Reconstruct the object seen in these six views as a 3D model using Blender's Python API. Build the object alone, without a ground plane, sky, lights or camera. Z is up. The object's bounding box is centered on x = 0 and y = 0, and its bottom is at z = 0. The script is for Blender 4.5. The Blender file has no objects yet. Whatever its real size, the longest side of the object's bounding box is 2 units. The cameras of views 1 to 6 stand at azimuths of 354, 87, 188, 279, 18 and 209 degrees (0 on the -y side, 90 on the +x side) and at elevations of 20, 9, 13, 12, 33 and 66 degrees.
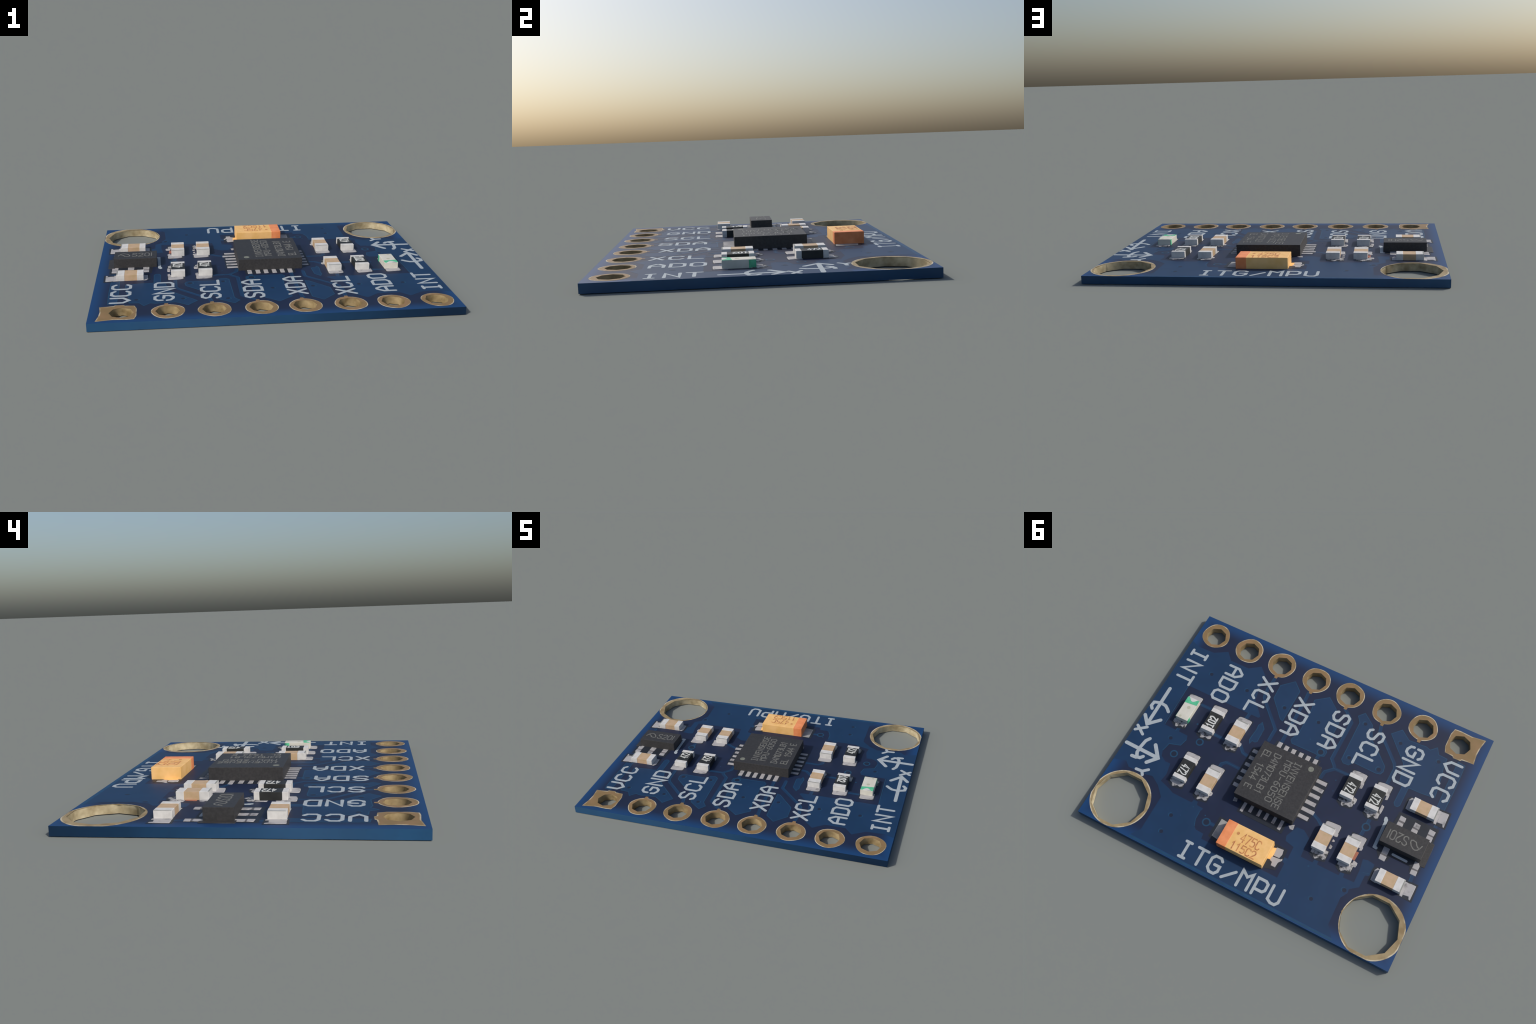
# Blue sensor breakout board: a printed circuit board with plated holes,
# white lettering and surface-mounted parts, built part by part.
import bpy, math, random
from mathutils import Matrix, Vector

rng = random.Random(7)
HX, HY, ZT = 1.0, 0.7775, 0.0451        # half sizes of the board and its top face

# ------------------------------------------------------------------ materials
def material(name, colour, rough=0.55, spec=0.5, metal=0.0, grain=0.0, scale=30.0,
             second=None, mix=(0.45, 0.6), bump=0.0, coat=0.0):
    """Principled surface; an optional noise mixes in a second colour and grain."""
    m = bpy.data.materials.new(name)
    m.use_nodes = True
    nt = m.node_tree
    bsdf = nt.nodes["Principled BSDF"]
    bsdf.inputs["Roughness"].default_value = rough
    bsdf.inputs["Specular IOR Level"].default_value = spec
    bsdf.inputs["Metallic"].default_value = metal
    bsdf.inputs["Coat Weight"].default_value = coat
    tc = nt.nodes.new("ShaderNodeTexCoord")
    noise = nt.nodes.new("ShaderNodeTexNoise")
    noise.inputs["Scale"].default_value = scale
    noise.inputs["Detail"].default_value = 4.0
    nt.links.new(tc.outputs["Object"], noise.inputs["Vector"])
    ramp = nt.nodes.new("ShaderNodeValToRGB")
    ramp.color_ramp.elements[0].position, ramp.color_ramp.elements[1].position = mix
    if second is None:
        lo = tuple(c * (1 - grain) for c in colour)
        hi = tuple(min(1, c * (1 + grain)) for c in colour)
        ramp.color_ramp.elements[0].position, ramp.color_ramp.elements[1].position = 0.3, 0.7
    else:
        lo, hi = colour, second
    ramp.color_ramp.elements[0].color = (*lo, 1)
    ramp.color_ramp.elements[1].color = (*hi, 1)
    nt.links.new(noise.outputs["Fac"], ramp.inputs["Fac"])
    nt.links.new(ramp.outputs["Color"], bsdf.inputs["Base Color"])
    if bump:
        b = nt.nodes.new("ShaderNodeBump")
        b.inputs["Strength"].default_value = bump
        b.inputs["Distance"].default_value = 0.002
        nt.links.new(noise.outputs["Fac"], b.inputs["Height"])
        nt.links.new(b.outputs["Normal"], bsdf.inputs["Normal"])
    return m

def board_material():
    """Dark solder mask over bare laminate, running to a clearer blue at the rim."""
    m = material("solder_mask_bare", (0.0060, 0.0140, 0.0465), rough=0.55, grain=0.12, scale=9)
    nt = m.node_tree
    bsdf = nt.nodes["Principled BSDF"]
    ramp = next(n for n in nt.nodes if n.type == 'VALTORGB')
    tc = next(n for n in nt.nodes if n.type == 'TEX_COORD')
    sep = nt.nodes.new("ShaderNodeSeparateXYZ")
    nt.links.new(tc.outputs["Object"], sep.inputs[0])
    def math_node(op, a, b=None):
        n = nt.nodes.new("ShaderNodeMath"); n.operation = op
        for i, v in enumerate((a, b)):
            if v is None: continue
            if isinstance(v, (int, float)): n.inputs[i].default_value = v
            else: nt.links.new(v, n.inputs[i])
        return n.outputs[0]
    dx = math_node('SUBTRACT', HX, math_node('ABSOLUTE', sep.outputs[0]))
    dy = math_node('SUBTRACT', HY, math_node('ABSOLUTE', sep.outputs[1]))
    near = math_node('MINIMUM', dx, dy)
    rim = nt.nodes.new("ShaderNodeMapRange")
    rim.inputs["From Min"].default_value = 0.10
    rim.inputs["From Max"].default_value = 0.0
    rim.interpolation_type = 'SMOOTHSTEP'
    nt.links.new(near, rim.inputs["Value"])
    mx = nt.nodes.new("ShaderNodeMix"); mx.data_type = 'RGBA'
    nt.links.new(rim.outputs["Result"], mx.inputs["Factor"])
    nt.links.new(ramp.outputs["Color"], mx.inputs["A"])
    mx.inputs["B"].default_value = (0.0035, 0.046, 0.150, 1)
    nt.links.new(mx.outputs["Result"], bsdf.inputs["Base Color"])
    return m

M = dict(
    bare=board_material(),
    pour=material("solder_mask_over_copper", (0.0028, 0.0290, 0.083), second=(0.0046, 0.0340, 0.097), mix=(0.35, 0.65), scale=6),
    edge=material("solder_mask_thin_edge", (0.007, 0.056, 0.122), grain=0.15, scale=20),
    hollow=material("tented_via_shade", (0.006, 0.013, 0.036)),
    silk=material("white_ink", (0.385, 0.435, 0.465), rough=0.55, grain=0.06, scale=60),
    gold=material("gold_plating", (0.230, 0.150, 0.060), second=(0.285, 0.172, 0.077), mix=(0.35, 0.65), scale=14, grain=0.1, rough=0.55),
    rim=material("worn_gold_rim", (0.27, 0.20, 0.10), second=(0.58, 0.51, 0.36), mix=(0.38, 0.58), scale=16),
    wall=material("plated_hole_wall", (0.20, 0.14, 0.060), second=(0.42, 0.32, 0.17), mix=(0.3, 0.7), scale=22),
    bigwall=material("mounting_hole_wall", (0.26, 0.20, 0.105), second=(0.58, 0.50, 0.33), mix=(0.32, 0.68), scale=16),
    bigring=material("mounting_ring_gold", (0.25, 0.175, 0.080), second=(0.36, 0.275, 0.145), mix=(0.35, 0.65), scale=18),
    clear=material("pad_clearance", (0.013, 0.018, 0.028), grain=0.2, scale=30),
    solder=material("solder", (0.40, 0.39, 0.395), second=(0.13, 0.13, 0.135), mix=(0.55, 0.78), scale=26, rough=0.55, bump=0.3),
    flux=material("solder_with_flux", (0.40, 0.39, 0.39), second=(0.045, 0.047, 0.048), mix=(0.47, 0.60), scale=44, rough=0.55, bump=0.3),  # second colour darkens the back joints for the part's shadow too
    tin=material("tinned_end", (0.68, 0.67, 0.645), second=(0.56, 0.55, 0.53), mix=(0.4, 0.7), scale=30, rough=0.6),
    ceramic=material("tan_ceramic", (0.50, 0.355, 0.20), second=(0.58, 0.40, 0.26), mix=(0.35, 0.65), scale=25),
    black=material("black_resistor_glaze", (0.022, 0.0235, 0.022), grain=0.3, scale=30),
    plastic=material("black_moulded_plastic", (0.027, 0.0265, 0.0272), second=(0.042, 0.0405, 0.0415), mix=(0.35, 0.7), scale=90, bump=0.05),
    mark=material("laser_marking", (0.150, 0.150, 0.140), second=(0.19, 0.19, 0.165), mix=(0.4, 0.65), scale=40),
    dot=material("pin_one_dot_grey", (0.20, 0.21, 0.17), grain=0.25, scale=90),
    white=material("white_print", (0.62, 0.63, 0.60)),
    tantal=material("yellow_moulded_epoxy", (0.85, 0.495, 0.160), second=(0.93, 0.565, 0.225), mix=(0.35, 0.65), scale=20),
    band=material("orange_band", (0.90, 0.320, 0.130), second=(0.76, 0.230, 0.075), mix=(0.35, 0.65), scale=18),
    brown=material("brown_print", (0.42, 0.145, 0.06), second=(0.70, 0.33, 0.11), mix=(0.35, 0.65), scale=35),
    cream=material("led_lens", (0.68, 0.66, 0.58), second=(0.60, 0.585, 0.50), mix=(0.4, 0.7), scale=22, rough=0.55),
    green=material("led_green", (0.12, 0.56, 0.31), second=(0.045, 0.36, 0.19), mix=(0.4, 0.75), scale=25, rough=0.55),
    copper=material("bare_copper", (0.32, 0.12, 0.075)),
)

# ------------------------------------------------------------------ helpers
COL = bpy.context.scene.collection
def link(name, mesh, parent=None, mat=None, at_origin=True):
    ob = bpy.data.objects.new(name, mesh)
    COL.objects.link(ob)
    if mat is not None:
        mesh.materials.clear(); mesh.materials.append(M[mat])
    if parent is not None:
        ob.parent = parent
        if at_origin:                      # mesh is modelled in board coordinates
            ob.matrix_parent_inverse = (Matrix.Translation(parent.location) @ parent.rotation_euler.to_matrix().to_4x4() @ Matrix.Diagonal((*parent.scale, 1))).inverted()
    return ob

def flat_mesh(loops, z0, z1, bevel=0.0, res=1):
    """Filled outlines (holes allowed) pulled up from z0 to z1, edges rounded by bevel."""
    cu = bpy.data.curves.new("outline", 'CURVE')
    cu.dimensions = '2D'; cu.fill_mode = 'BOTH'
    for lp in loops:
        sp = cu.splines.new('POLY')
        sp.points.add(len(lp) - 1)
        for p, (x, y) in zip(sp.points, lp): p.co = (x, y, 0, 1)
        sp.use_cyclic_u = True
    cu.bevel_depth = bevel; cu.bevel_resolution = res; cu.offset = -bevel
    cu.extrude = max(0.0, (z1 - z0) / 2 - bevel)
    tmp = bpy.data.objects.new("outline", cu); COL.objects.link(tmp)
    dg = bpy.context.evaluated_depsgraph_get()
    me = bpy.data.meshes.new_from_object(tmp.evaluated_get(dg))
    bpy.data.objects.remove(tmp); bpy.data.curves.remove(cu)
    me.transform(Matrix.Translation((0, 0, (z0 + z1) / 2)))
    return me

def flat(name, loops, z0, z1, mat, parent, bevel=0.0, res=1):
    return link(name, flat_mesh(loops, z0, z1, bevel, res), parent, mat)

def box_mesh(sx, sy, sz, bevel=0.0015):
    """Box standing on z = 0 with all edges chamfered."""
    import bmesh
    bm = bmesh.new()
    bmesh.ops.create_cube(bm, size=1.0, matrix=Matrix.Translation((0, 0, sz / 2)) @ Matrix.Diagonal((sx, sy, sz, 1)))
    if bevel:
        bmesh.ops.bevel(bm, geom=bm.edges[:], offset=bevel, segments=2, affect='EDGES', profile=0.5)
    me = bpy.data.meshes.new("box"); bm.to_mesh(me); bm.free()
    return me

def ngon(cx, cy, r, n, turn=0.0):
    return [(cx + r * math.cos(turn + 2 * math.pi * i / n), cy + r * math.sin(turn + 2 * math.pi * i / n)) for i in range(n)]

def clamp_board(pts, m=0.0015):
    return [(max(-HX + m, min(HX - m, x)), max(-HY + m, min(HY - m, y))) for x, y in pts]

def stroke_geometry(lines, width, z0, z1):
    """Pen strokes as raised ribbons with mitred bends and round ends.
    Each line of a glyph is a hair higher than the last, so none coincide."""
    V, F = [], []
    h = width / 2
    for k, (pts, closed) in enumerate(lines):
        top = z1 + 0.00004 * k
        P = [Vector(p) for p in pts]
        n = len(P)
        left, right = [], []
        for i in range(n):
            a = P[i - 1] if (i > 0 or closed) else None
            b = P[(i + 1) % n] if (i < n - 1 or closed) else None
            d0 = (P[i] - a).normalized() if a is not None else (b - P[i]).normalized()
            d1 = (b - P[i]).normalized() if b is not None else d0
            t = (d0 + d1)
            t = t.normalized() if t.length > 1e-6 else d0
            nrm = Vector((-t.y, t.x))
            c = max(0.42, abs(nrm.dot(Vector((-d0.y, d0.x)))))
            left.append(P[i] + nrm * h / c); right.append(P[i] - nrm * h / c)
        if closed:
            base = len(V)
            for s in (left, right):
                for z in (z0, top):
                    V += [(p.x, p.y, z) for p in s]
            lb, lt, rb, rt = base, base + n, base + 2 * n, base + 3 * n
            for i in range(n):
                j = (i + 1) % n
                F += [(lt + i, rt + i, rt + j, lt + j), (lb + i, lt + i, lt + j, lb + j), (rb + j, rt + j, rt + i, rb + i)]
        else:
            def cap(p, d):
                a0 = math.atan2(d.y, d.x)
                return [p + Vector((math.cos(a0 + q), math.sin(a0 + q))) * h for q in (1.05, 0.52, 0, -0.52, -1.05)]
            e = cap(P[-1], (P[-1] - P[-2]).normalized())
            s = cap(P[0], (P[0] - P[1]).normalized())
            base = len(V); m = n
            for q in left + right + e + s:
                V.append((q.x, q.y, top))
            for q in left + right + e + s:
                V.append((q.x, q.y, z0))
            off = 2 * n + 10
            for i in range(n - 1):
                F.append((base + i, base + m + i, base + m + i + 1, base + i + 1))
            E0, S0 = base + 2 * n, base + 2 * n + 5
            F.append((base + n - 1, base + m + n - 1, E0 + 4, E0 + 3, E0 + 2, E0 + 1, E0))
            F.append((base + m, base, S0 + 4, S0 + 3, S0 + 2, S0 + 1, S0))
            ring = [base + i for i in range(n)] + [E0 + i for i in range(5)] + [base + m + i for i in range(n - 1, -1, -1)] + [S0 + i for i in range(5)]
            for a, b in zip(ring, ring[1:] + ring[:1]):
                F.append((a, b, b + off, a + off))
    return V, F

def stroke_mesh(lines, width, z0, z1):
    V, F = stroke_geometry(lines, width, z0, z1)
    me = bpy.data.meshes.new("strokes"); me.from_pydata(V, [], F); me.validate(); me.update()
    return me

# ------------------------------------------------------------------ single-line lettering
# glyph strokes on a unit cell: u runs along the line, v upwards
C_ = [(1, .18), (.77, 0), (.22, 0), (0, .17), (0, .83), (.22, 1), (.77, 1), (1, .83)]
O_ = [(.25, 0), (0, .16), (0, .84), (.25, 1), (.75, 1), (1, .84), (1, .16), (.75, 0)]
S_ = [(0, .19), (.16, .03), (.6, 0), (.92, .12), (1, .3), (.86, .47), (.16, .6), (0, .8), (.22, 1), (.72, 1), (1, .86)]
GLYPH = {
    'A': [([(0, 0), (0, .66), (.42, 1), (.62, 1), (1, .66), (1, 0)], 0), ([(0, .46), (1, .46)], 0)],
    'B': [([(0, 0), (0, 1), (.75, 1), (1, .86), (1, .66), (.75, .52), (1, .36), (1, .14), (.75, 0)], 1), ([(0, .52), (.75, .52)], 0)],
    'v': [([(0, 1), (.5, 0), (1, 1)], 0)],
    'C': [(C_, 0)],
    'D': [([(0, 0), (0, 1), (.72, 1), (1, .85), (1, .15), (.72, 0)], 1)],
    'E': [([(1, 0), (0, 0), (0, 1), (1, 1)], 0), ([(0, .52), (.8, .52)], 0)],
    'G': [([(1, .85), (.78, 1), (.25, 1), (0, .8), (0, .2), (.3, 0), (.75, 0), (1, .2), (1, .5), (.48, .5)], 0)],
    'g': [([(0, .33), (.05, .14), (.4, 0), (.72, 0), (1, .2), (1, .5), (.46, .52)], 0), ([(.03, .6), (.03, .84), (.28, 1), (.78, 1), (1, .83)], 0)],
    'I': [([(.5, 0), (.5, 1)], 0), ([(.22, 0), (.78, 0)], 0), ([(.22, 1), (.78, 1)], 0)],
    'L': [([(0, 1), (0, 0), (1, 0)], 0)],
    'M': [([(0, 0), (0, 1), (.58, .72), (1, 1), (1, 0)], 0)],
    'N': [([(0, 0), (0, 1), (1, 0), (1, 1)], 0)],
    'O': [(O_, 1)], '0': [(O_, 1)],
    'P': [([(0, 0), (0, 1), (.75, 1), (1, .88), (1, .48), (.8, .33)], 0), ([(.8, .33), (0, .33)], 0)],
    'S': [(S_, 0)],
    'T': [([(.5, 0), (.5, 1)], 0), ([(0, 1), (1, 1)], 0)],
    'U': [([(0, 1), (0, .14), (.36, 0), (.76, 0), (1, .2), (1, 1)], 0)],
    'V': [([(0, 1), (0, .32), (.46, 0), (1, .34), (1, 1)], 0)],
    'X': [([(0, 0), (1, 1)], 0), ([(0, 1), (1, 0)], 0)],
    '1': [([(.2, .78), (.55, 1), (.55, 0)], 0)],
    'i': [([(.5, 0), (.5, 1)], 0)],
    'b': [([(.15, .74), (.5, 1), (.5, 0)], 0), ([(.1, 0), (.95, 0)], 0)],
    '2': [([(0, .8), (.25, 1), (.75, 1), (1, .78), (.9, .55), (0, 0), (1, 0)], 0)],
    '3': [([(0, .9), (.3, 1), (.75, 1), (1, .8), (.8, .55), (1, .3), (.75, 0), (.3, 0), (0, .12)], 0), ([(.4, .55), (.8, .55)], 0)],
    '4': [([(.75, 0), (.75, 1), (0, .3)], 0), ([(0, .3), (1, .3)], 0)],
    '5': [([(1, 1), (.1, 1), (0, .58), (.7, .6), (1, .4), (.9, .1), (.6, 0), (0, .05)], 0)],
    '6': [([(.9, 1), (.35, .85), (0, .4), (.1, .1), (.5, 0), (.9, .1), (1, .34), (.7, .52), (.1, .45)], 0)],
    '7': [([(0, 1), (1, 1), (.35, 0)], 0)],
    '-': [([(.1, .5), (.9, .5)], 0)],
    '/': [([(0, .03), (1, .68)], 0)],
}

def placed(ch, start, along, up, w, h):
    """Strokes of one glyph put on the board: start = lower left corner of the cell."""
    out = []
    for pts, closed in GLYPH[ch]:
        out.append(([(start[0] + along[0] * u * w + up[0] * v * h, start[1] + along[1] * u * w + up[1] * v * h) for u, v in pts], bool(closed)))
    return out

def text_lines(text, start, along, up, w, h, advance):
    lines = []
    for i, ch in enumerate(text):
        if ch != ' ':
            lines += placed(ch, (start[0] + along[0] * advance * i, start[1] + along[1] * advance * i), along, up, w, h)
    return lines

# ------------------------------------------------------------------ the board
board = bpy.data.objects.new("sensor_breakout_board", None)
COL.objects.link(board)
board["label"] = "blue sensor breakout circuit board with gold plated holes and chips"
board["category"] = "circuit board"

HOLE_X = (0.879, 0.633, 0.395, 0.1485, -0.0888, -0.340, -0.5865, -0.829)
HOLE_Y, HOLE_R = -0.657, 0.0655
MOUNT = [((0.8245, 0.594), 0.1690, (0.8215, 0.593), 0.1830), ((-0.804, 0.5955), 0.1700, (-0.8215, 0.598), 0.1860)]
SKIN = 0.0012                            # thickness of the plating on hole walls

outline = [(-HX, -HY), (HX, -HY), (HX, HY), (-HX, HY)]
loops = [outline] + [ngon(x, HOLE_Y, HOLE_R + SKIN, 8) for x in HOLE_X] + [ngon(*c, r + SKIN, 10) for c, r, _, _ in MOUNT]
laminate = flat("laminate", loops, 0.0, ZT, 'bare', board)
laminate.data.materials.append(material("mask_on_cut_edge", (0.0060, 0.050, 0.128), second=(0.0075, 0.060, 0.150), mix=(0.35, 0.65), scale=5, rough=0.55))
for poly in laminate.data.polygons:
    if abs(poly.normal.z) < 0.5: poly.material_index = 1

# plated through holes of the pin row: barrel, pad and a paler rim that paints its highlight
for i, x in enumerate(HOLE_X):
    inner = ngon(x, HOLE_Y, HOLE_R, 8)
    hole = flat("plated_hole", [ngon(x, HOLE_Y, HOLE_R + SKIN, 8), inner], 0.001, ZT + 0.0003, 'wall', board)
    if i == 7:      # first pin has a square pad whose outer corners are drawn out
        pad = [(-0.764, -0.738), (-0.800, -0.741), (-0.870, -0.737), (-0.951, -0.749), (-0.939, -0.690), (-0.936, -0.640), (-0.943, -0.579),
               (-0.906, -0.577), (-0.873, -0.573), (-0.866, -0.565), (-0.824, -0.563), (-0.816, -0.573), (-0.768, -0.576), (-0.755, -0.612), (-0.754, -0.700)]
        rim = [(-0.829 + (px + 0.829) * 1.06, HOLE_Y + (py - HOLE_Y) * 1.075) for px, py in pad]
    else:
        r0 = 0.0850
        pad = []
        for k in range(40):
            a = 2 * math.pi * k / 40
            r = r0 + 0.0015 * math.sin(3 * a + i) + 0.001 * math.sin(5 * a + 2 * i)
            pad.append((x + 0.002 + r * math.cos(a), HOLE_Y - 0.005 + r * math.sin(a)))
        rim = [(x + 0.002 + (px - x - 0.002) * 1.055, HOLE_Y - 0.005 + (py - HOLE_Y + 0.005) * 1.055) for px, py in pad]
    flat("pad_rim", [rim, inner], ZT - 0.001, ZT + 0.0005, 'rim', hole)
    flat("pad", [pad, inner], ZT - 0.001, ZT + 0.0009, 'gold', hole, bevel=0.0003)
    if 0 < i < 7 and i != 1:
        sx = x - 0.004 - 0.006 * (i == 4) - 0.004 * (i > 4)
        flat("pad_neck", [[(sx - 0.013, -0.585), (sx + 0.013, -0.585), (sx + 0.009, -0.5575), (sx - 0.009, -0.5575)]], ZT - 0.001, ZT + 0.0007, 'gold', hole)

# large mounting holes with a narrow plated ring that runs off the board edge
for c, r, rc, rr in MOUNT:
    inner = ngon(*c, r, 10)
    hole = flat("mounting_hole", [ngon(*c, r + SKIN, 10), inner], 0.001, ZT + 0.0003, 'bigwall', board)
    outer = clamp_board(ngon(*rc, rr, 48))
    mid = [(max(-HX + .003, min(HX - .003, c[0] + (x - c[0]) * 0.965)), min(HY - .003, c[1] + (y - c[1]) * 0.965)) for x, y in outer]
    flat("ring_rim", [outer, inner], ZT - 0.001, ZT + 0.0005, 'rim', hole)
    flat("ring", [mid, inner], ZT - 0.001, ZT + 0.0008, 'bigring', hole)

# ------------------------------------------------------------------ copper under the mask
POURS = [
    # pour along the right side and the whole rear field
    [(0.998, -0.560), (0.943, -0.538), (0.831, -0.543), (0.752, -0.592), (0.704, -0.541), (0.577, -0.542), (0.509, -0.592), (0.455, -0.543), (0.447, -0.452),
     (0.427, -0.357), (0.382, -0.312), (0.344, -0.270), (0.352, -0.257), (0.856, -0.257), (0.853, 0.049), (0.680, 0.052), (0.671, 0.075), (0.684, 0.128), (0.720, 0.142), (0.754, 0.150),
     (0.763, 0.205), (0.749, 0.242), (0.711, 0.264), (0.676, 0.262), (0.660, 0.332), (0.668, 0.385), (0.600, 0.405), (0.565, 0.420), (0.433, 0.421), (0.430, 0.400), (0.402, 0.400), (0.398, 0.420),
     (0.352, 0.424), (0.362, 0.448), (0.361, 0.500), (0.345, 0.540), (0.325, 0.556), (0.274, 0.558), (0.269, 0.590), (-0.228, 0.592), (-0.226, 0.500), (-0.203, 0.490),
     (-0.203, 0.474), (-0.231, 0.474), (-0.228, 0.388), (-0.170, 0.376), (-0.160, 0.345), (-0.190, 0.272), (-0.235, 0.268), (-0.284, 0.300), (-0.290, 0.420), (-0.365, 0.420), (-0.368, 0.398), (-0.392, 0.398),
     (-0.394, 0.419), (-0.530, 0.419), (-0.532, 0.396), (-0.556, 0.396), (-0.558, 0.419), (-0.625, 0.416), (-0.623, 0.336), (-0.612, 0.270), (-0.640, 0.262), (-0.684, 0.268), (-0.690, 0.334), (-0.663, 0.353),
     (-0.663, 0.428), (-0.617, 0.464), (-0.620, 0.487), (-0.596, 0.530), (-0.602, 0.696), (-0.650, 0.755), (0.650, 0.755), (0.611, 0.703), (0.612, 0.475), (0.668, 0.418), (0.727, 0.383), (0.800, 0.398), (0.890, 0.396),
     (0.924, 0.368), (0.998, 0.392)],
    [(0.336, -0.525), (0.265, -0.593), (0.208, -0.542), (0.208, -0.307), (0.226, -0.312), (0.331, -0.426)],
    [(0.098, -0.529), (0.021, -0.590), (-0.052, -0.533), (-0.055, -0.483), (-0.107, -0.457), (-0.115, -0.256), (-0.130, -0.240), (-0.127, -0.208), (-0.097, -0.196),
     (-0.072, -0.200), (0.085, -0.197), (0.101, -0.214), (0.101, -0.226), (0.080, -0.269), (0.080, -0.357), (0.085, -0.467)],
    [(-0.194, -0.554), (-0.222, -0.516), (-0.230, -0.239), (-0.249, -0.222), (-0.282, -0.224), (-0.304, -0.254), (-0.450, -0.251), (-0.478, -0.258),
     (-0.487, -0.281), (-0.481, -0.316), (-0.410, -0.382), (-0.340, -0.440), (-0.298, -0.536), (-0.225, -0.591)],
    [(-0.426, -0.535), (-0.476, -0.590), (-0.541, -0.543), (-0.618, -0.548), (-0.650, -0.552), (-0.681, -0.542), (-0.714, -0.577), (-0.739, -0.536), (-0.794, -0.533),
     (-0.797, -0.467), (-0.818, -0.359), (-0.825, -0.266), (-0.744, -0.256), (-0.664, -0.254), (-0.664, -0.128), (-0.654, -0.113), (-0.638, -0.113), (-0.627, -0.128), (-0.627, -0.250), (-0.603, -0.262), (-0.575, -0.384)],
    [(0.313, -0.240), (0.283, -0.205), (0.280, -0.110), (0.290, -0.100), (0.310, -0.101), (0.316, -0.079), (0.328, -0.100), (0.327, -0.128), (0.322, -0.178), (0.325, -0.213)],
    [(-0.862, -0.545), (-0.908, -0.540), (-0.912, -0.379), (-0.908, -0.205), (-0.862, -0.205), (-0.858, -0.380)],
]
edge_lines = []
for p in POURS:
    flat("copper_pour", [p], ZT - 0.001, ZT + 0.0002, 'pour', board)
    edge_lines.append((p, True))
V, F = [], []
STACK = [0]
def hair():
    """A hair of extra height, different for each printed piece, so no two tops coincide."""
    STACK[0] = (STACK[0] + 7) % 61
    return STACK[0] * 0.000002
def edge_strip(name, lines, width, z, mat):
    return link(name, stroke_mesh(lines, width, ZT - 0.0008 + hair(), ZT + z + hair()), board, mat)
rims = edge_strip("copper_pour_edge", [(p, True) for p in POURS[1:]], 0.0045, 0.0003, 'edge'); rims["kind"] = "stuff"
edge_strip("copper_pour_edge", [([(0.646, 0.765), (-0.652, 0.764)], False)], 0.012, 0.0003, 'edge')
edge_strip("copper_pour_edge", [([(0.853, -0.250), (0.846, 0.045)], False), ([(0.763, 0.205), (0.752, 0.150), (0.684, 0.128), (0.672, 0.080)], False), ([(0.345, 0.540), (0.361, 0.500), (0.362, 0.448)], False)], 0.005, 0.0003, 'edge')

TRACES = [
    [(0.390, -0.556), (0.395, -0.463), (0.386, -0.402), (0.349, -0.363), (0.291, -0.306), (0.219, -0.234), (0.220, -0.151)],
    [(0.153, -0.559), (0.149, -0.503), (0.146, -0.358), (0.144, -0.165)],
    [(-0.102, -0.557), (-0.125, -0.543), (-0.177, -0.493), (-0.177, -0.215), (-0.211, -0.180), (-0.220, -0.164), (-0.330, -0.165)],
    [(-0.219, -0.160), (-0.177, -0.120), (-0.172, -0.073)],
    [(-0.349, -0.557), (-0.359, -0.516), (-0.417, -0.464), (-0.524, -0.361), (-0.542, -0.329), (-0.542, -0.205)],
    [(0.399, 0.150), (0.399, 0.120), (0.375, 0.098), (0.290, 0.100)],
    [(0.357, -0.040), (0.319, -0.002), (0.285, 0.003)],
    [(-0.226, 0.150), (-0.278, 0.172), (-0.327, 0.207)],
    [(-0.095, -0.175), (-0.100, -0.224)],
    [(0.708, -0.175), (0.640, -0.175)],
    [(0.535, -0.031), (0.452, -0.030)],
    [(-0.902, 0.215), (-0.905, 0.285)],
    [(-0.655, 0.341), (-0.700, 0.329)],
    [(0.412, -0.262), (0.415, -0.210)],
    [(0.294, 0.490), (0.262, 0.484), (0.225, 0.486)],
    [(-0.545, 0.030), (-0.545, 0.085), (-0.540, 0.145)],
    [(-0.197, 0.476), (-0.235, 0.477)],
    [(0.600, 0.028), (0.592, 0.058)],
    [(0.753, 0.030), (0.752, 0.055)],
    [(-0.902, -0.085), (-0.905, -0.120)],
]
for t in TRACES:
    edge_strip("copper_trace", [(t, False)], 0.021, 0.0002, 'pour')
    edge_strip("copper_trace_edge", [([(x + 0.009, y) for x, y in t], False)], 0.004, 0.0003, 'edge')

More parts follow.
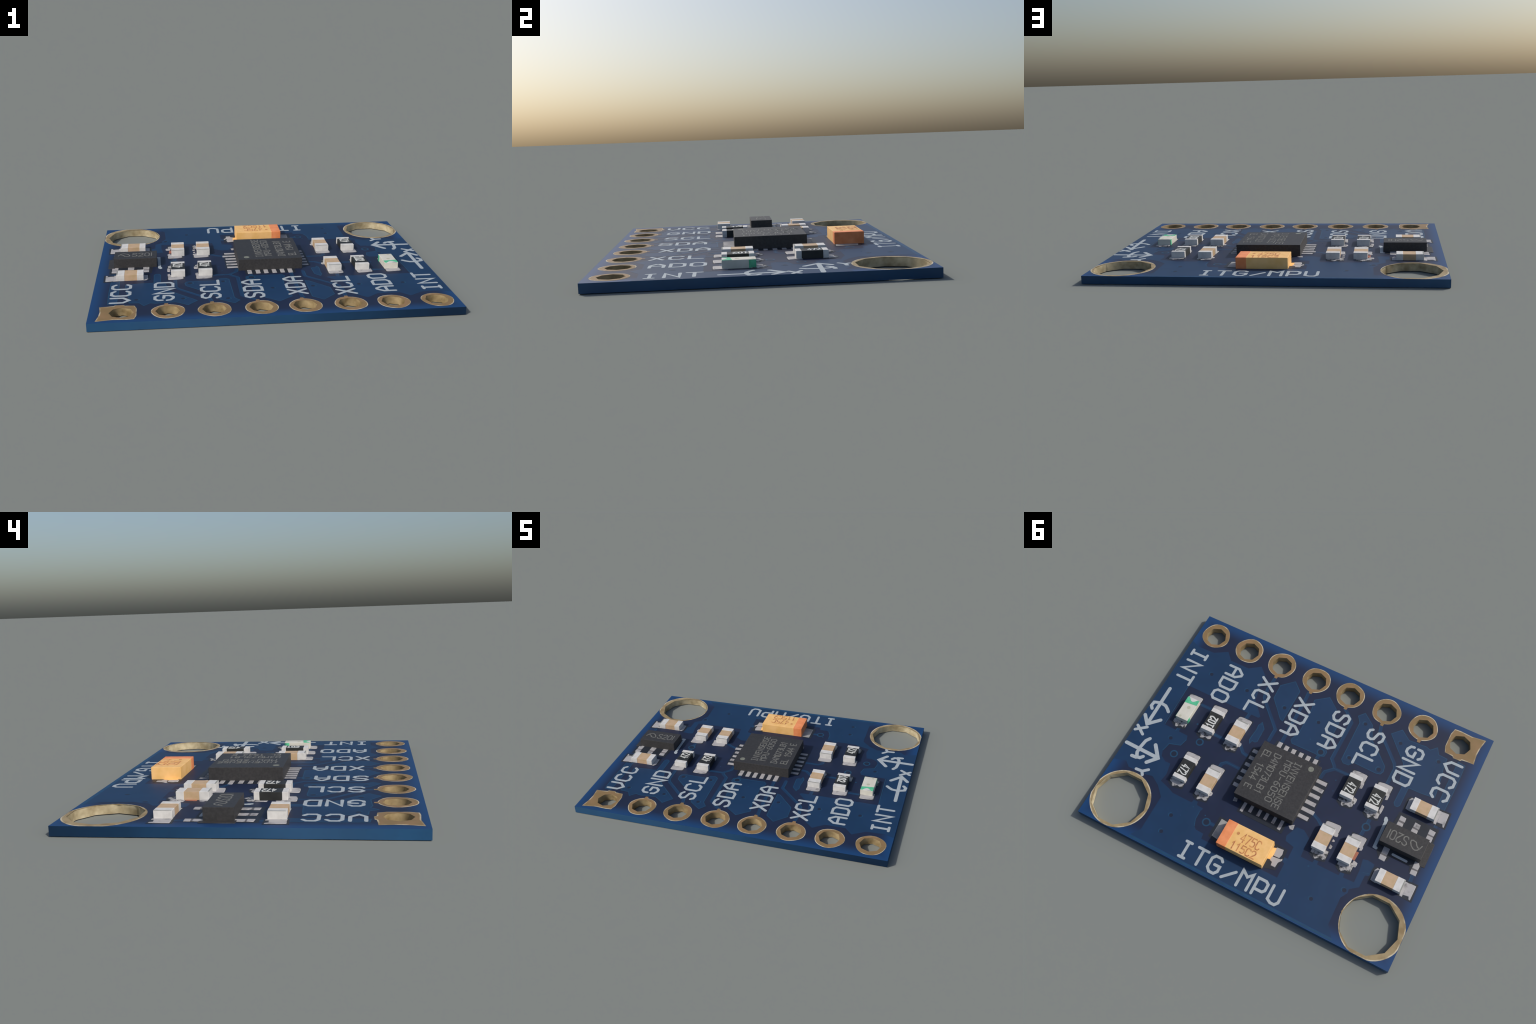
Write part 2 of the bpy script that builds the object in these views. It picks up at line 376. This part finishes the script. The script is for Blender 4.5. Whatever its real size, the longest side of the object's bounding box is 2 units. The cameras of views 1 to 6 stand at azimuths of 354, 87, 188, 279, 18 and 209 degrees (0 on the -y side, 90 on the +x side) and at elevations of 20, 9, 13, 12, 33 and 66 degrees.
# tented vias: a ring of copper under the mask with a small dark centre
VIAS = [(0.590, 0.056, 1.5), (0.766, 0.112, 1), (0.690, 0.196, 1.5), (0.768, -0.397, 1), (0.510, -0.396, 1), (0.243, -0.395, 1), (0.009, -0.401, 1), (-0.097, -0.224, 1.5),
        (-0.253, -0.524, 1), (-0.263, -0.271, 1), (-0.499, -0.502, 1), (-0.454, -0.281, 1.2), (-0.753, -0.494, 1), (0.503, 0.545, 1), (0.502, 0.657, 1), (0.294, 0.488, 1.6),
        (-0.450, 0.611, 1), (-0.593, 0.481, 1.1), (-0.546, 0.085, 1.6), (0.243, -0.395, 1)]
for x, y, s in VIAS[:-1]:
    k = 0.004 if s < 1.3 else 0.0         # small ones get a glint drawn on one side
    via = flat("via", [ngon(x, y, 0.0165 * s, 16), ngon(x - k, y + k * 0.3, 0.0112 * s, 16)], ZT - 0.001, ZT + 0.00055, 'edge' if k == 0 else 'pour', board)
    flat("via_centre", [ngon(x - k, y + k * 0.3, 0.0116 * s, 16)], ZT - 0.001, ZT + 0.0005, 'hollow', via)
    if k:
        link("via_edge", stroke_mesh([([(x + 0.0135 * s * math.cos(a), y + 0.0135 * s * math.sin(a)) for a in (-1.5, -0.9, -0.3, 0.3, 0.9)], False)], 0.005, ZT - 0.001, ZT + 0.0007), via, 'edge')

# solder specks and mask blemishes scattered over the face
specks = []
for x, y, r in [(0.665, -0.045, .006), (-0.002, -0.274, .005), (-0.355, 0.450, .006), (-0.260, -0.100, .004), (0.320, 0.455, .004), (0.310, -0.225, .005), (0.41, 0.44, .004),
                (-0.275, -0.03, .003), (0.07, -0.235, .004), (-0.30, 0.60, .004), (0.45, 0.52, .003), (0.85, -0.27, .004)]:
    specks.append(ngon(x, y, r, 7))
sp = flat("speck", specks, ZT - 0.001, ZT + 0.0006, 'edge', board); sp["kind"] = "stuff"

# ------------------------------------------------------------------ white lettering
SILK_Z = ZT + 0.0009
def word(name, text, start, along, up, w=0.065, h=0.100, advance=0.0965, width=0.0168):
    for i, ch in enumerate(text):
        s = (start[0] + along[0] * advance * i, start[1] + along[1] * advance * i)
        link("letter", stroke_mesh(placed(ch, s, along, up, w, h), width, ZT - 0.0008, SILK_Z + hair()), board, 'silk')

UP, ALONG = (-1, 0), (0, 1)
for text, base, y0 in [("INT", 0.957, -0.5185), ("ADO", 0.690, -0.510), ("XCL", 0.461, -0.529), ("XDA", 0.188, -0.501), ("SDA", -0.056, -0.525),
                       ("SCL", -0.297, -0.509), ("gND", -0.556, -0.514), ("VCC", -0.795, -0.525)]:
    word("pin_label", text, (base, y0), ALONG, UP)
word("chip_label", "ITG/MPU", (0.3490, 0.738), (-1, 0), (0, -1), advance=0.0975, h=0.098)

# axis arrows with rotation curls
def silk(name, lines, width=0.0195):
    return link(name, stroke_mesh(lines, width, ZT - 0.0008, SILK_Z + hair()), board, 'silk')
silk("axis_arrow", [([(0.947, -0.184), (0.943, 0.095)], False), ([(0.988, 0.047), (0.943, 0.097), (0.882, 0.036)], False)], 0.022)
silk("rotation_mark", [([(0.973, -0.010), (0.988, -0.026), (0.985, -0.055), (0.947, -0.069), (0.907, -0.065), (0.885, -0.050), (0.870, -0.036)], False)], 0.020)
silk("letter", [([(0.990, 0.130), (0.930, 0.171)], False), ([(0.990, 0.163), (0.930, 0.116)], False)], 0.018)
silk("axis_arrow", [([(0.988, 0.262), (0.764, 0.266)], False), ([(0.820, 0.197), (0.761, 0.267), (0.809, 0.322)], False)], 0.023)
silk("rotation_mark", [([(0.873, 0.176), (0.889, 0.200), (0.896, 0.252), (0.895, 0.290), (0.880, 0.318), (0.860, 0.314), (0.847, 0.298)], False), ([(0.912, 0.324), (0.882, 0.322)], False)], 0.021)
silk("letter", [([(0.841, 0.387), (0.801, 0.384), (0.771, 0.358)], False), ([(0.801, 0.385), (0.787, 0.404)], False)], 0.018)
# outline marks beside the regulator
silk("outline_mark", [([(-0.626, -0.018), (-0.628, -0.004)], False), ([(-0.633, -0.010), (-0.638, 0.172), (-0.650, 0.174)], False)], 0.018)
silk("outline_mark", [([(-0.752, 0.166), (-0.836, 0.168)], False)], 0.015)

# ------------------------------------------------------------------ solder and parts
def blob(name, pts, parent, height=0.006, mat='solder'):
    height *= 0.5
    ob = flat(name, [pts], ZT - 0.003, ZT + height, mat, parent, bevel=(height + 0.003) * 0.45, res=2)
    for p in ob.data.polygons: p.use_smooth = True
    return ob

def jitter(pts, a=0.002):
    return [(x + rng.uniform(-a, a), y + rng.uniform(-a, a)) for x, y in pts]

def clearance(pts):
    flat("mask_opening", [pts], ZT - 0.001, ZT + 0.0006 + hair() * 0.5, 'clear', board)

L_, W_, H_ = 0.156, 0.0815, 0.0403        # common size of the two-terminal parts
# shared meshes, modelled lying along y, standing on z = 0
mesh_ceramic = box_mesh(W_ - 0.0016, L_ - 0.004, H_ - 0.0008, 0.0012); mesh_ceramic.materials.append(M['ceramic'])
mesh_cap_a = box_mesh(W_, 0.046, H_, 0.0014); mesh_cap_a.materials.append(M['tin'])
mesh_cap_b = box_mesh(W_, 0.038, H_, 0.0014); mesh_cap_b.materials.append(M['tin'])
mesh_resistor = box_mesh(W_ - 0.0016, L_ - 0.004, H_ - 0.0008, 0.0012); mesh_resistor.materials.append(M['black'])
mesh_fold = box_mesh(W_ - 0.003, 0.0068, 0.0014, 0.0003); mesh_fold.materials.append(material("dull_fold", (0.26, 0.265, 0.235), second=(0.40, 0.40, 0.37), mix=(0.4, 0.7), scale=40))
mesh_end = box_mesh(W_, 0.0265, H_, 0.0014); mesh_end.materials.append(M['tin'])

def chip_part(name, body, ends, centre, turn=0.0):
    """Two-terminal part: body with a tinned cap on each end (front cap first)."""
    ob = link(name, body, board, at_origin=False)
    ob.location = (centre[0], centre[1], ZT - 0.0005)
    ob.rotation_euler = (0, 0, turn)
    for sgn, (me, depth) in zip((-1, 1), ends):
        e = link("end_cap", me, ob, at_origin=False)
        e.location = (0, sgn * (L_ / 2 - depth / 2), 0)
    if body is mesh_ceramic:               # dark grey strip along the front edge of the cap
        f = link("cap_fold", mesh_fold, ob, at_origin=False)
        f.location = (0, -L_ / 2 + 0.0032, H_ - 0.0010)
    return ob

def pads_for(ob, x0, x1, yf, yb, shift, side=0):
    """Solder fillets in front of and behind a part that lies along y."""
    xa, xb = x0 + shift[0], x1 + shift[1]
    front = [(xa, yf + 0.030), (xb, yf + 0.030), (xb + 0.001, yf - 0.030), (xb - 0.006, yf - 0.038), (xb - 0.035, yf - 0.041), (xa + 0.008, yf - 0.042), (xa, yf - 0.036)]
    m = (xa + xb) / 2
    back = [(xa, yb - 0.025), (xa - 0.001, yb + 0.026), (xa + 0.012, yb + 0.036), (m - 0.012, yb + 0.030), (m - 0.002, yb + 0.040), (m + 0.008, yb + 0.049), (m + 0.018, yb + 0.044),
            (m + 0.024, yb + 0.030), (xb - 0.008, yb + 0.024), (xb + 0.001, yb + 0.022), (xb, yb - 0.025)]
    # clearance a little wider than the solder
    clearance([(xa - 0.006, yf + 0.02), (xb + 0.005, yf + 0.02), (xb + 0.005, yf - 0.043), (xa - 0.006, yf - 0.046)])
    clearance([(xa - 0.006, yb - 0.03), (xa - 0.006, yb + 0.041), (m, yb + 0.052), (m + 0.016, yb + 0.054), (xb + 0.005, yb + 0.034), (xb + 0.005, yb - 0.03)])
    blob("solder_joint", jitter(front, 0.0015), ob)
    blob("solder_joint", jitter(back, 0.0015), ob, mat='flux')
    if side:                               # solder that crept out along one flank
        for a, b, w in side:
            blob("solder_joint", jitter([(xa + 0.012, a), (xa + 0.012, b), (xa - w, b - 0.006), (xa - w * 1.2, (a + b) / 2), (xa - w, a + 0.006)], 0.001), ob, 0.004)

def ceramic(x0, x1, y0, y1, shift, side=0):
    ob = chip_part("ceramic_capacitor", mesh_ceramic, ((mesh_cap_a, 0.046), (mesh_cap_b, 0.038)), ((x0 + x1) / 2, (y0 + y1) / 2))
    pads_for(ob, x0, x1, y0, y1, shift, side)
    return ob

def marking(name, lines, width, z, parent, mat):
    return link(name, stroke_mesh(lines, width, z - 0.002, z), parent, mat)

def resistor(x0, x1, y0, y1, code, shift, side=0):
    ob = chip_part("resistor", mesh_resistor, ((mesh_end, 0.0265), (mesh_end, 0.0265)), ((x0 + x1) / 2, (y0 + y1) / 2))
    pads_for(ob, x0, x1, y0, y1, shift, side)
    ztop = ZT + H_ - 0.0005
    if code == "472":
        lines = text_lines("472", (x1 - 0.0165, y0 + 0.0585), ALONG, UP, 0.0165, 0.051, 0.0222)
        marking("value_marking", lines, 0.0068, ztop, ob, 'white')
    else:
        lines = text_lines("b02", (x0 + 0.0175, y1 - 0.0325), (0, -1), (1, 0), 0.0165, 0.047, 0.0255)
        marking("value_marking", lines, 0.0085, ztop, ob, 'white')
    return ob

resistor(0.5400, 0.6235, -0.1745, -0.0190, "102", (0.004, 0.012))
resistor(0.5285, 0.6110, 0.1805, 0.3350, "472", (0.004, 0.012))
resistor(-0.4030, -0.3220, -0.1720, -0.0165, "472", (-0.014, -0.003), side=[(-0.165, -0.115, .004), (-0.052, -0.005, .008)])
resistor(-0.5640, -0.4825, -0.1730, -0.0190, "472", (-0.018, -0.010), side=[(-0.165, -0.118, .003), (-0.085, -0.020, .004)])
ceramic(0.3710, 0.4535, -0.1740, -0.0185, (-0.002, 0.004), side=[(-0.060, -0.020, .012)])
ceramic(0.3640, 0.4450, 0.1870, 0.3420, (-0.003, 0.004), side=[(0.305, 0.340, .010)])
ceramic(-0.3990, -0.3180, 0.1905, 0.3465, (-0.021, -0.009), side=[(0.195, 0.225, .004), (0.240, 0.258, .002), (0.275, 0.305, .004)])
c4 = ceramic(-0.5595, -0.4780, 0.1895, 0.3455, (-0.021, -0.016), side=[(0.200, 0.235, .004), (0.300, 0.340, .014)])
blob("bare_copper_land", [(-0.556, 0.245), (-0.556, 0.300), (-0.574, 0.300), (-0.576, 0.245)], c4, 0.003, 'copper')

# two capacitors that lie across, beside the regulator
for yc in (-0.1625, 0.3210):
    ob = chip_part("ceramic_capacitor", mesh_ceramic, ((mesh_cap_a, 0.046), (mesh_cap_b, 0.038)), (-0.8015, yc), math.radians(-90))
    ob.scale = (1, 1, 0.92)               # these two sit a little lower
    a, b = yc - 0.047, yc + 0.048
    clearance([(-0.868, a - 0.004), (-0.954, a - 0.010), (-0.957, b + 0.006), (-0.868, b + 0.004)])
    blob("solder_joint", jitter([(-0.870, a + 0.004), (-0.880, b), (-0.897, b), (-0.899, a + 0.004)], .001), ob, 0.004)
    blob("solder_joint", jitter([(-0.896, a + 0.006), (-0.897, b - 0.014), (-0.930, b - 0.018), (-0.936, b - 0.002), (-0.946, b - 0.002), (-0.944, a + 0.002), (-0.915, a + 0.002)], .001), ob, 0.005)
    clearance([(-0.735, a), (-0.700, a), (-0.684, a + 0.020), (-0.688, b), (-0.735, b + 0.002)])
    blob("solder_joint", jitter([(-0.735, a + 0.008), (-0.708, a + 0.004), (-0.698, a + 0.022), (-0.700, b - 0.010), (-0.735, b - 0.004)], .001), ob, 0.004)

# light-emitting diode: cream lens, green laminate showing at the corners
lx0, lx1, ly0, ly1 = 0.7185, 0.8005, -0.1745, -0.0175
lcx, lcy = (lx0 + lx1) / 2, (ly0 + ly1) / 2
mesh_led = box_mesh(W_, L_, H_, 0.002); mesh_led.materials.append(M['cream'])
led = link("led", mesh_led, board, at_origin=False); led.location = (lcx, lcy, ZT - 0.0005)
pads_for(led, lx0, lx1, ly0, ly1, (0.003, 0.010))
ztop = ZT + H_ - 0.0005
flat("green_laminate", [[(lx0 + .001, -0.1725), (lx0 + .001, -0.136), (lx1 - .001, -0.127), (lx1 - .001, -0.1725)]], ztop - 0.003, ztop + 0.0006, 'green', led)
flat("led_terminal", [[(lx0 + .013 + 0.056 * k / 10, -0.1735 + 0.024 * math.sin(math.pi * k / 10)) for k in range(11)]], ztop - 0.003, ztop + 0.0012, 'tin', led)
flat("green_laminate", [[(lx1 - .004, ly1 - .001), (lx1 - .004, ly1 - 0.034), (lx1 + 0.0006, ly1 - 0.034), (lx1 + 0.0006, ly1 - .001)]], ZT, ztop - 0.0016, 'green', led)
flat("green_laminate", [[(lx0 - 0.0006, ly1 - .001), (lx0 - 0.0006, ly1 - 0.030), (lx0 + .004, ly1 - 0.030), (lx0 + .004, ly1 - .001)]], ZT, ztop - 0.0016, 'green', led)
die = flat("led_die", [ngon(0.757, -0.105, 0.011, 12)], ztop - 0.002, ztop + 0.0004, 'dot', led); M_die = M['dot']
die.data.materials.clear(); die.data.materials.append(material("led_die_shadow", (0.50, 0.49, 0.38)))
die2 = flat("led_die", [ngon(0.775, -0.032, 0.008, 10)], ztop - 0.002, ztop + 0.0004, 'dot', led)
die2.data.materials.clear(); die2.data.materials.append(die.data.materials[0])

# ------------------------------------------------------------------ the square sensor chip
CX0, CX1, CY0, CY1, CZ = -0.1605, 0.2240, -0.1080, 0.2740, 0.1145
ccx, ccy = (CX0 + CX1) / 2, (CY0 + CY1) / 2
chip = link("sensor_chip", box_mesh(CX1 - CX0, CY1 - CY0, CZ - ZT + 0.001, 0.0012), board, 'plastic', at_origin=False)
chip.location = (ccx, ccy, ZT - 0.001)
clearance([(-0.125, -0.170), (0.175, -0.173), (0.180, -0.100), (-0.125, -0.100)])
clearance([(-0.150, -0.066), (-0.233, -0.066), (-0.235, 0.215), (-0.150, 0.222)])
clearance([(0.215, -0.070), (0.283, -0.066), (0.287, 0.215), (0.215, 0.222)])
clearance([(-0.128, 0.265), (-0.128, 0.350), (0.170, 0.346), (0.175, 0.265)])
def pin(x0, x1, y0, y1):
    blob("lead", jitter([(x0, y0), (x1, y0), (x1, y1), (x0, y1)], 0.001), chip, 0.0035)
for k, x in enumerate((0.147, 0.099, 0.050, 0.001, -0.048, -0.097)):
    pin(x - 0.0135, x + 0.0135, -0.167 - 0.005 * (k == 0), CY0 + 0.01)
for k, x in enumerate((0.147, 0.100, 0.047, -0.001, -0.053, -0.100)):
    pin(x - 0.010, x + 0.010, CY1 - 0.01, 0.318 + 0.018 * (k in (0, 5)))
for k, y in enumerate((-0.045, 0.004, 0.053, 0.102, 0.151, 0.200)):
    pin(-0.226 - 0.014 * (k == 4), CX0 + 0.01, y - 0.0125, y + 0.0125)
    pin(CX1 - 0.01, 0.274, y - 0.012, y + 0.012)
blob("lead", [(-0.172, 0.265), (-0.140, 0.285), (-0.158, 0.302), (-0.178, 0.298)], chip, 0.003)
blob("lead", [(0.205, 0.265), (0.226, 0.270), (0.222, 0.300), (0.198, 0.293)], chip, 0.003)
flat("pin_one_dot", [ngon(-0.109, -0.067, 0.0170, 20)], CZ - 0.002, CZ + 0.0005, 'dot', chip)
for text, base, y0, w, h, adv in [("INvENSENSE", -0.0085, -0.067, 0.0225, 0.041, 0.0327), ("MPU-6050", 0.046, -0.052, 0.0250, 0.040, 0.0368),
                                  ("D4M073LB1", 0.127, -0.062, 0.0220, 0.041, 0.0316), ("EL 1544 E", 0.194, -0.056, 0.0225, 0.042, 0.0302)]:
    marking("part_marking", text_lines(text, (base, y0), ALONG, UP, w, h, adv), 0.0058, CZ + 0.0005, chip, 'mark')

# ------------------------------------------------------------------ voltage regulator
RX0, RX1, RY0, RY1, RZ = -0.9050, -0.6490, 0.0110, 0.1440, 0.1034
reg = link("voltage_regulator", box_mesh(RX1 - RX0, RY1 - RY0, RZ - ZT + 0.001, 0.0012), board, 'plastic', at_origin=False)
reg.location = ((RX0 + RX1) / 2, (RY0 + RY1) / 2, ZT - 0.001)
flat("moulded_flange", [[(-0.900, 0.000), (-0.941, 0.002), (-0.943, 0.158), (-0.915, 0.160), (-0.900, 0.140)]], ZT - 0.001, ZT + 0.0022, 'plastic', reg, bevel=0.001)
clearance([(-0.930, -0.092), (-0.680, -0.092), (-0.672, 0.02), (-0.930, 0.02)])
clearance([(-0.925, 0.13), (-0.925, 0.218), (-0.872, 0.218), (-0.866, 0.185), (-0.745, 0.185), (-0.738, 0.218), (-0.684, 0.218), (-0.655, 0.18), (-0.655, 0.13)])
def reg_lead(x, s):
    ya = RY0 if s < 0 else RY1
    blob("lead", jitter([(x - 0.019, ya - s * 0.01), (x + 0.019, ya - s * 0.01), (x + 0.018, ya + s * 0.044), (x - 0.018, ya + s * 0.044)], .001), reg, 0.004)
    blob("solder_joint", jitter([(x - 0.020, ya + s * 0.052), (x + 0.018, ya + s * 0.052), (x + 0.017, ya + s * 0.084), (x - 0.019, ya + s * 0.082)], .0015), reg, 0.005)
    flat("lead_bend", [[(x - 0.018, ya + s * 0.036), (x + 0.018, ya + s * 0.036), (x + 0.018, ya + s * 0.060), (x - 0.018, ya + s * 0.060)]], ZT - 0.001, ZT + 0.0018, 'bend', reg)  # flat dark plate in the gap between lead and pad
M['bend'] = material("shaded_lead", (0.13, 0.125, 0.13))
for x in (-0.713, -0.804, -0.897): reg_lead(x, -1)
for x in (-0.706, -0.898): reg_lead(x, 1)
marking("part_marking", text_lines("S20", (-0.796, 0.051), (1, 0), (0, 1), 0.0270, 0.056, 0.0375) + text_lines("i", (-0.694, 0.054), (1, 0), (0, 1), 0.026, 0.054, 0.03), 0.0062, RZ + 0.0005, reg, 'mark')
marking("maker_mark", [([(-0.881, 0.066), (-0.874, 0.086), (-0.864, 0.100), (-0.852, 0.106), (-0.838, 0.102), (-0.823, 0.090), (-0.813, 0.073), (-0.812, 0.060), (-0.822, 0.055),
                         (-0.842, 0.059), (-0.850, 0.074), (-0.860, 0.084), (-0.871, 0.086)], False)], 0.0062, RZ + 0.0005, reg, 'mark')

# ------------------------------------------------------------------ tantalum capacitor
TX0, TX1, TY0, TY1, TZ = -0.1268, 0.1675, 0.4275, 0.5860, 0.1093
tant = link("tantalum_capacitor", box_mesh(TX1 - TX0, TY1 - TY0, TZ - ZT + 0.001, 0.0016), board, 'tantal', at_origin=False)
tant.location = ((TX0 + TX1) / 2, (TY0 + TY1) / 2, ZT - 0.001)
band = link("polarity_band", box_mesh(0.0605, TY1 - TY0 + 0.0012, TZ - ZT + 0.0016, 0.0016), tant, 'band', at_origin=False)
band.location = (TX1 + 0.0006 - 0.03025 - tant.location.x, 0, 0)
lines = text_lines("475C", (0.0520, 0.518), (-1, 0), (0, -1), 0.0235, 0.053, 0.0325) + text_lines("115C2", (0.0860, 0.576), (-1, 0), (0, -1), 0.0235, 0.045, 0.0328)
marking("value_marking", lines, 0.0066, TZ + 0.0005, tant, 'brown')
flat("value_marking", [ngon(0.080, 0.479, 0.009, 10)], TZ - 0.002, TZ + 0.0006, 'brown', tant)
clearance([(0.150, 0.418), (0.240, 0.420), (0.244, 0.555), (0.150, 0.585)])
M['dull'] = material("dull_tinned_tab", (0.40, 0.39, 0.37), second=(0.24, 0.24, 0.24), mix=(0.4, 0.7), scale=18)
blob("terminal", [(0.160, 0.433), (0.224, 0.428), (0.226, 0.545), (0.160, 0.555)], tant, 0.003, 'dull')
clearance([(-0.110, 0.415), (-0.208, 0.420), (-0.210, 0.485), (-0.200, 0.560), (-0.110, 0.580)])
blob("terminal", [(-0.120, 0.446), (-0.146, 0.438), (-0.150, 0.475), (-0.146, 0.515), (-0.120, 0.520)], tant, 0.004, 'tantal')
blob("solder_joint", [(-0.144, 0.434), (-0.186, 0.430), (-0.192, 0.460), (-0.186, 0.486), (-0.150, 0.488)], tant, 0.005)
blob("solder_joint", [(-0.144, 0.494), (-0.196, 0.488), (-0.204, 0.480), (-0.208, 0.492), (-0.192, 0.512), (-0.190, 0.545), (-0.162, 0.546), (-0.158, 0.525), (-0.142, 0.520)], tant, 0.005)
